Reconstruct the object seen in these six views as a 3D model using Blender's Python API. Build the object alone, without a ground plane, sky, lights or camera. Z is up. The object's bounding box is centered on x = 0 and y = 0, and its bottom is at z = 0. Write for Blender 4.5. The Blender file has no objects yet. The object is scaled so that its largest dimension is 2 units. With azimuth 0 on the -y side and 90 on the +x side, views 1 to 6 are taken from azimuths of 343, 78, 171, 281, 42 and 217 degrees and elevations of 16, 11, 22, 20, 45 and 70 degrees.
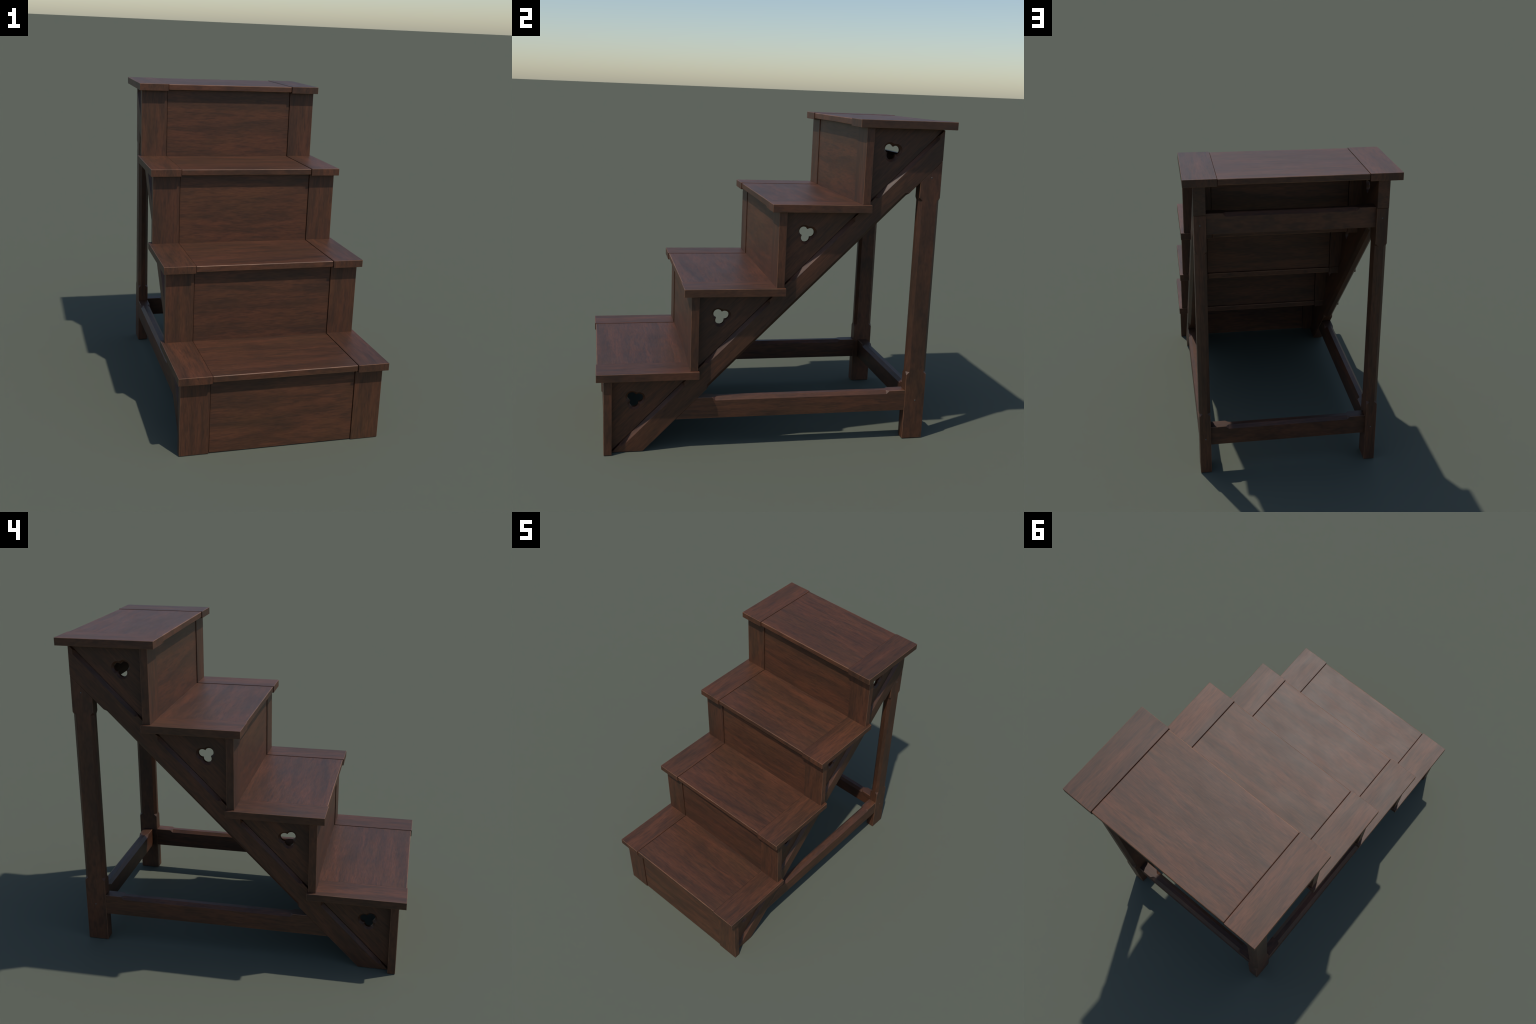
import bpy, bmesh, math
from mathutils import Matrix, Vector

# ------------------------------------------------------------------ sizes (m)
STEPS = 4
PITCH_Y, PITCH_Z = 0.4767, 0.476       # going and rise
TREAD_TOP, TREAD_TH = 0.481, 0.0445    # first tread: top height, thickness
TREAD_Y0, TREAD_D = -1.0, 0.570        # first tread: front edge, depth
TREAD_HALF, END_IN = 0.6095, 0.4225    # half width, inner side of the end boards
RISER_Y0, RISER_TH = -0.958, 0.0445    # first riser: front face, thickness
RISER_HALF = 0.5908
PROUD = 0.0055                         # end boards stand this proud of middle boards, front and back
PROUD_TOP, PROUD_UNDER = 0.0022, 0.0062
GAP = 0.0014                           # open joint beside the end boards
XO, XI = 0.5518, 0.4836                # outer / inner face of the side timbers
LEG_Y0, LEG_Y1 = 0.8225, 0.9485
STR_LO, STR_HI = 0.7385, 0.9135        # stringer: z - y of lower / upper edge
RAIL_Z0, RAIL_Z1 = 0.1820, 0.3070
PANEL_X0, PANEL_X1 = 0.503, 0.5335
CH = 0.019                             # stopped chamfer on the timbers
EASE = 0.0020                          # eased arris everywhere else
R2 = math.sqrt(2.0)

# ------------------------------------------------------------------ materials
def wood_material(name, worn=0.0):
    m = bpy.data.materials.new(name)
    m.use_nodes = True
    nt = m.node_tree
    N, L = nt.nodes, nt.links
    N.clear()
    def node(t, **kw):
        n = N.new(t)
        for k, v in kw.items():
            setattr(n, k, v)
        return n
    out = node('ShaderNodeOutputMaterial')
    bsdf = node('ShaderNodeBsdfPrincipled')
    L.new(bsdf.outputs[0], out.inputs[0])
    tc = node('ShaderNodeTexCoord')
    info = node('ShaderNodeObjectInfo')
    off = node('ShaderNodeVectorMath', operation='SCALE')
    off.inputs[0].default_value = (17.3, 41.7, 29.1)
    L.new(info.outputs['Random'], off.inputs['Scale'])
    pos = node('ShaderNodeVectorMath', operation='ADD')
    L.new(tc.outputs['Object'], pos.inputs[0])
    L.new(off.outputs[0], pos.inputs[1])

    def noise(scale_xyz, detail, rough, distort=0.0):
        mp = node('ShaderNodeMapping')
        mp.inputs['Scale'].default_value = scale_xyz
        L.new(pos.outputs[0], mp.inputs['Vector'])
        n = node('ShaderNodeTexNoise')
        n.inputs['Scale'].default_value = 1.0
        n.inputs['Detail'].default_value = detail
        n.inputs['Roughness'].default_value = rough
        n.inputs['Distortion'].default_value = distort
        L.new(mp.outputs[0], n.inputs['Vector'])
        return n.outputs['Fac']

    def ramp(fac, stops):
        r = node('ShaderNodeValToRGB')
        el = r.color_ramp.elements
        while len(el) < len(stops):
            el.new(0.5)
        for e, (p, c) in zip(el, stops):
            e.position = p
            e.color = (*c, 1) if len(c) == 3 else c
        L.new(fac, r.inputs[0])
        return r.outputs[0]

    def mix(fac, a, b, blend='MIX'):
        x = node('ShaderNodeMix', data_type='RGBA', blend_type=blend)
        if isinstance(fac, float):
            x.inputs[0].default_value = fac
        else:
            L.new(fac, x.inputs[0])
        for i, v in ((6, a), (7, b)):
            if isinstance(v, tuple):
                x.inputs[i].default_value = (*v, 1)
            else:
                L.new(v, x.inputs[i])
        return x.outputs[2]

    g = lambda v: (v, v, v)
    # broad figure running with the grain (local X), Z is the board's thickness
    figure = noise((1.7, 12.0, 5.0), 4.0, 0.55, 0.6)
    col = ramp(figure, [(0.28, (0.054, 0.0230, 0.0124)),
                        (0.44, (0.074, 0.0295, 0.0148)),
                        (0.56, (0.099, 0.0360, 0.0172)),
                        (0.74, (0.121, 0.0430, 0.0202))])
    # soft patches leaning to olive brown
    patch = ramp(noise((2.6, 4.5, 3.0), 3.0, 0.5, 0.3), [(0.42, g(0)), (0.68, g(1))])
    col = mix(mix(0.36, g(0.0), patch), col, (0.070, 0.0350, 0.0150))
    # dark flecks
    streak = ramp(noise((8.5, 70.0, 22.0), 5.0, 0.62, 0.4), [(0.47, g(0)), (0.64, g(1))])
    col = mix(mix(0.52, g(0.0), streak), col, (0.033, 0.0180, 0.0118))
    # fine fibre
    fibre_f = noise((20.0, 210.0, 70.0), 3.0, 0.65)
    fibre = ramp(fibre_f, [(0.34, g(0.80)), (0.66, g(1.16))])
    col = mix(1.0, col, fibre, 'MULTIPLY')
    # every board has a tone of its own
    tone = ramp(info.outputs['Random'], [(0.0, (0.90, 0.91, 0.93)), (0.5, g(1.0)), (1.0, (1.09, 1.06, 1.02))])
    col = mix(1.0, col, tone, 'MULTIPLY')
    if worn:
        scuff = ramp(noise((7.0, 12.0, 12.0), 4.0, 0.6), [(0.32, g(0.25 * worn)), (0.66, g(worn))])
        col = mix(scuff, col, (0.230, 0.108, 0.056))
    L.new(col, bsdf.inputs['Base Color'])
    cloud = noise((5.0, 9.0, 6.0), 3.0, 0.55, 0.3)
    rr = ramp(cloud, [(0.34, g(0.478)), (0.66, g(0.512))])
    L.new(rr, bsdf.inputs['Roughness'])
    bsdf.inputs['Specular IOR Level'].default_value = 0.40
    bump = node('ShaderNodeBump')
    bump.inputs['Strength'].default_value = 0.10
    bump.inputs['Distance'].default_value = 0.002
    L.new(fibre_f, bump.inputs['Height'])
    L.new(bump.outputs[0], bsdf.inputs['Normal'])
    return m

WOOD = wood_material('dark_mahogany_wood')
WORN = wood_material('worn_arris_wood', 0.9)

IRON = bpy.data.materials.new('dull_iron')
IRON.use_nodes = True
_b = IRON.node_tree.nodes['Principled BSDF']
_n = IRON.node_tree.nodes.new('ShaderNodeTexNoise')
_n.inputs['Scale'].default_value = 400
_r = IRON.node_tree.nodes.new('ShaderNodeValToRGB')
_r.color_ramp.elements[0].color = (0.10, 0.09, 0.085, 1)
_r.color_ramp.elements[1].color = (0.19, 0.18, 0.17, 1)
IRON.node_tree.links.new(_n.outputs['Fac'], _r.inputs[0])
IRON.node_tree.links.new(_r.outputs[0], _b.inputs['Base Color'])
_b.inputs['Metallic'].default_value = 0.7
_b.inputs['Roughness'].default_value = 0.5

# ------------------------------------------------------------------ helpers
SCENE = bpy.context.scene.collection

def frame(origin, ax, ay, az):
    """matrix whose local axes are the given world directions"""
    m = Matrix.Identity(4)
    for i, a in enumerate((ax, ay, az)):
        m.col[i][:3] = a
    m.col[3][:3] = origin
    return m

X, Y, Z = Vector((1, 0, 0)), Vector((0, 1, 0)), Vector((0, 0, 1))
U = Vector((0, 1, 1)) / R2             # up the slope of the stair
V = Vector((0, -1, 1)) / R2            # square to it

def add_object(name, bm, matrix, parent, mats=None):
    me = bpy.data.meshes.new(name)
    bmesh.ops.recalc_face_normals(bm, faces=bm.faces)
    bm.to_mesh(me)
    bm.free()
    for mt in (mats or (WOOD, WORN)):
        me.materials.append(mt)
    ob = bpy.data.objects.new(name, me)
    SCENE.objects.link(ob)
    place(ob, matrix, parent)
    return ob

WORLD = {}
def place(ob, matrix, parent):
    WORLD[ob.name] = matrix.copy()
    ob.parent = parent
    ob.matrix_parent_inverse = WORLD[parent.name].inverted()
    ob.matrix_basis = matrix

def board(name, lo, hi, axes, parent, ease=EASE, segments=2, plain=None, tongue=0.0):
    """Square-sawn board between world corners lo and hi, arrises eased and worn.
    plain: world direction of a side whose arrises sit in a joint and are not worn;
    tongue: length of a hidden tongue at both ends (local X)."""
    lo, hi = Vector(lo), Vector(hi)
    mat = frame((lo + hi) / 2, *axes)
    rot = mat.to_3x3().transposed()
    size = rot @ (hi - lo)
    size = Vector((abs(size.x), abs(size.y), abs(size.z)))
    bm = bmesh.new()
    bmesh.ops.create_cube(bm, size=1.0)
    for v in bm.verts:
        v.co = v.co * size
    bmesh.ops.bevel(bm, geom=bm.edges[:], offset=ease, segments=segments,
                    profile=0.5, affect='EDGES', material=1)
    bm.normal_update()
    sides = [rot @ plain] if plain is not None else ([Vector((1, 0, 0)), Vector((-1, 0, 0))] if tongue else [])
    for f in bm.faces:
        if any(f.normal.dot(d) > 0.2 for d in sides):
            f.material_index = 0
    if tongue:
        core = Vector((size.x + 2 * tongue, size.y - 0.018, size.z - 0.018))
        new = bmesh.ops.create_cube(bm, size=1.0)['verts']
        for v in new:
            v.co = v.co * core
    return add_object(name, bm, mat, parent)

def timber(name, matrix, half_y, half_z, start, end, stops, parent):
    """Timber along local X with four arrises, each carrying stopped chamfers.
    start/end: functions (y, z) -> x of the end cut.
    stops: {corner: [(x0, x1), ...]} full-depth chamfer spans; corner = (sy, sz)."""
    lead = 0.017                        # length of the run-out at a chamfer stop
    xs = set()
    for spans in stops.values():
        for a, b in spans:
            xs.update((a - lead, a, b, b + lead))
    xs = sorted(xs)
    def depth(corner, x):
        for a, b in stops.get(corner, ()):
            if a - 1e-6 <= x <= b + 1e-6:
                return CH
            if a - lead < x < a:
                return EASE + (CH - EASE) * (x - a + lead) / lead
            if b < x < b + lead:
                return EASE + (CH - EASE) * (b + lead - x) / lead
        return EASE
    order = [(1, 1), (-1, 1), (-1, -1), (1, -1)]
    def ring(x, shrink=0.0):
        pts = []
        for i, (sy, sz) in enumerate(order):
            c = depth((sy, sz), x) if x is not None else EASE
            hy, hz = half_y - shrink, half_z - shrink
            a = (sy * hy, sz * (hz - c))
            b = (sy * (hy - c), sz * hz)
            pts += [a, b] if i % 2 == 0 else [b, a]
        return pts
    bm = bmesh.new()
    rings = []
    def emit(fn, pts):
        rings.append([bm.verts.new((fn(y, z), y, z)) for y, z in pts])
    emit(start, ring(None, EASE))
    emit(lambda y, z: start(y, z) + EASE, ring(None))
    for n, x in enumerate(xs):          # stations give way to the end cuts
        emit(lambda y, z, x=x, n=n: max(start(y, z) + EASE + 1e-4 * (n + 1),
                                        min(x, end(y, z) - EASE - 1e-4 * (len(xs) - n))), ring(x))
    emit(lambda y, z: end(y, z) - EASE, ring(None))
    emit(end, ring(None, EASE))
    last = len(rings) - 2
    for k, (r0, r1) in enumerate(zip(rings, rings[1:])):
        for i in range(8):
            j = (i + 1) % 8
            f = bm.faces.new((r0[i], r0[j], r1[j], r1[i]))
            narrow = i % 2 == 0 and max((r0[i].co - r0[j].co).yz.length,
                                        (r1[i].co - r1[j].co).yz.length) < EASE * 1.6
            f.material_index = 1 if narrow and k not in (0, last) else 0
    bm.faces.new(rings[0][::-1])
    bm.faces.new(rings[-1])
    return add_object(name, bm, matrix, parent)

def trefoil(radius, spread, turn, n=96):
    """outline of three overlapping circles round the origin"""
    pts = []
    for i in range(n):
        t = 2 * math.pi * i / n
        rho = 0.0
        for k in range(3):
            d = t - turn - k * 2 * math.pi / 3
            s = radius ** 2 - (spread * math.sin(d)) ** 2
            if s > 0:
                rho = max(rho, spread * math.cos(d) + math.sqrt(s))
        pts.append((rho * math.cos(t), rho * math.sin(t)))
    return pts

def side_panel(k, side, parent):
    """triangular web under a tread, pierced by a trefoil with a splayed rim"""
    dy, dz = k * PITCH_Y, k * PITCH_Z
    yf = RISER_Y0 + RISER_TH - 0.004 + dy
    zt = TREAD_TOP - TREAD_TH + 0.003 + dz
    def web(lift):
        """outline of the triangle, its raking edge lifted off the stringer"""
        line = STR_HI + lift + (dz - dy)
        yb = min(zt - line, LEG_Y1 - 0.0035) if k == STEPS - 1 else zt - line
        pts = [(yf, max(yf + line, 0.001)), (max(yf, 0.001 - line), max(yf + line, 0.001)),
               (yb, yb + line), (yb, zt), (yf, zt)]
        return pts
    hole_c = (TREAD_Y0 + 0.2165 + dy, TREAD_TOP - 0.177 + dz)
    origin = Vector((side * (PANEL_X0 + PANEL_X1) / 2, hole_c[0], hole_c[1]))
    mat = frame(origin, U, V, X)
    inv = mat.inverted()
    half = (PANEL_X1 - PANEL_X0) / 2
    turn = math.radians(17)
    def loc(y, z, depth):               # depth measured from the middle, + = outside
        p = inv @ Vector((origin.x + side * depth, y, z))
        return p
    bm = bmesh.new()
    def loop(pts, depth):
        return [bm.verts.new(loc(y, z, depth)) for y, z in pts]
    def shift(pts):
        return [(hole_c[0] + a, hole_c[1] + b) for a, b in pts]
    rim = shift(trefoil(0.0365, 0.0230, turn))
    eye = shift(trefoil(0.0248, 0.0230, turn))
    # a narrow quirk separates the face of the web from the stringer
    o_out, o_mid = loop(web(0.0055), half), loop(web(0.0055), half - 0.009)
    o_low, o_in = loop(web(-0.004), half - 0.009), loop(web(-0.004), -half)
    h0, h1, h2 = loop(rim, half), loop(eye, half - 0.012), loop(eye, -half)
    def close(a):
        return [bm.edges.get((a[i], a[(i + 1) % len(a)])) or bm.edges.new((a[i], a[(i + 1) % len(a)])) for i in range(len(a))]
    def band(a, b):
        n = len(a)
        for i in range(n):
            bm.faces.new((a[i], a[(i + 1) % n], b[(i + 1) % n], b[i]))
    band(o_out, o_mid); band(o_mid, o_low); band(o_low, o_in); band(h0, h1); band(h1, h2)
    bmesh.ops.triangle_fill(bm, edges=close(o_out) + close(h0), use_beauty=True)
    bmesh.ops.triangle_fill(bm, edges=close(o_in) + close(h2), use_beauty=True)
    bmesh.ops.remove_doubles(bm, verts=bm.verts, dist=1e-5)
    return add_object('side_panel', bm, mat, parent)

# ------------------------------------------------------------------ the thing
stairs = bpy.data.objects.new('wooden_steps', None)
stairs['label'] = 'dark wooden four-step stairs with trefoil-pierced side panels'
stairs['category'] = 'step stool'
SCENE.objects.link(stairs)
WORLD[stairs.name] = Matrix.Identity(4)

ALONG_X = (X, Y, Z)
TREAD_END = (Y, -X, Z)
RISER_MID = (X, Z, -Y)
RISER_END = (Z, X, Y)

for k in range(STEPS):
    dy, dz = k * PITCH_Y, k * PITCH_Z
    y0, y1 = TREAD_Y0 + dy, TREAD_Y0 + TREAD_D + dy
    z1 = TREAD_TOP + dz
    z0 = z1 - TREAD_TH
    tread = board('tread', (-END_IN + GAP, y0 + PROUD, z0 + PROUD_UNDER), (END_IN - GAP, y1 - 0.003, z1 - PROUD_TOP),
                  ALONG_X, stairs, ease=0.0040, segments=3, tongue=0.010)
    for s in (-1, 1):
        xa, xb = sorted((s * END_IN, s * TREAD_HALF))
        board('tread_end_board', (xa, y0, z0), (xb, y1, z1), TREAD_END, tread, plain=-s * X)

    ry0, ry1 = RISER_Y0 + dy, RISER_Y0 + RISER_TH + dy
    rz0 = 0.0 if k == 0 else z1 - PITCH_Z - 0.001
    riser = board('riser', (-END_IN + GAP, ry0 + PROUD, rz0 + (0.002 if k == 0 else -0.008)),
                  (END_IN - GAP, ry1 - PROUD - 0.006, z0 + 0.010), RISER_MID, stairs, tongue=0.010)
    for s in (-1, 1):
        xa, xb = sorted((s * (END_IN + 0.001), s * RISER_HALF))
        board('riser_end_board', (xa, ry0, rz0), (xb, ry1, z0 + 0.004), RISER_END, riser, plain=-s * X)
    for s in (-1, 1):
        side_panel(k, s, stairs)

for s in (-1, 1):
    # raking stringer: foot cut level, head cut plumb
    v0, v1 = STR_LO / R2, STR_HI / R2
    vm = (v0 + v1) / 2
    step_u = (PITCH_Y + PITCH_Z) / R2
    upper = [(-0.574 + k * step_u, -0.090 + k * step_u) for k in range(STEPS)]
    lower = [(0.004, 1.578)]
    timber('stringer', frame(Vector((s * (XO + XI) / 2, -vm / R2, vm / R2)), U, V, X),
           (v1 - v0) / 2, (XO - XI) / 2,
           lambda v, w: -(v + vm), lambda v, w: LEG_Y1 * R2 + (v + vm),
           {(1, s): upper, (-1, 1): lower, (-1, -1): lower}, stairs)

    # rear leg, head cut to the rake of the stringer
    ym = (LEG_Y0 + LEG_Y1 - 0.0005) / 2
    leg = timber('leg', frame(Vector((s * (XO + XI) / 2, ym, 0)), Z, X, Y),
                 (XO - XI) / 2 - 0.0005, (LEG_Y1 - LEG_Y0) / 2 - 0.0003,
                 lambda x, y: 0.0, lambda x, y: y + ym + STR_LO - 0.0003,
                 {c: [(0.421, 1.4555)] for c in ((1, 1), (1, -1), (-1, 1), (-1, -1))}, stairs)

    # side rail from the stringer to the leg
    zm = (RAIL_Z0 + RAIL_Z1) / 2
    timber('side_rail', frame(Vector((s * (XO + XI) / 2, 0, zm)), Y, Z, X),
           (RAIL_Z1 - RAIL_Z0) / 2, (XO - XI) / 2 - 0.001,
           lambda z, x: z + zm - STR_LO + 0.0003, lambda z, x: LEG_Y0,
           {(1, 1): [(-0.328, 0.706)], (1, -1): [(-0.328, 0.706)]}, stairs)

    # nail heads on the leg
    def nail(at, direction):
        bm = bmesh.new()
        bmesh.ops.create_uvsphere(bm, u_segments=16, v_segments=8, radius=0.0042)
        for v in bm.verts:
            v.co.z *= 0.45
        for f in bm.faces:
            f.smooth = True
        q = direction.to_track_quat('Z', 'Y').to_matrix().to_4x4()
        add_object('nail_head', bm, Matrix.Translation(at) @ q, leg, (IRON,))
    for z in (0.2405, 1.628):
        nail(Vector((s * 0.517, LEG_Y1 - 0.0004, z)), Y)
    for z in (0.241, 1.588):
        nail(Vector((s * (XO - 0.0005), 0.889, z)), s * X)

# cross rails between the rear legs
for z0, z1 in ((RAIL_Z0, RAIL_Z1), (1.5645, 1.6865)):
    timber('cross_rail', frame(Vector((0, 0.8878, (z0 + z1) / 2)), X, Y, Z),
           0.0328, (z1 - z0) / 2,
           lambda y, z: -XI - 0.006, lambda y, z: XI + 0.006,
           {(1, 1): [(-0.372, 0.372)], (-1, 1): [(-0.372, 0.372)]}, stairs)
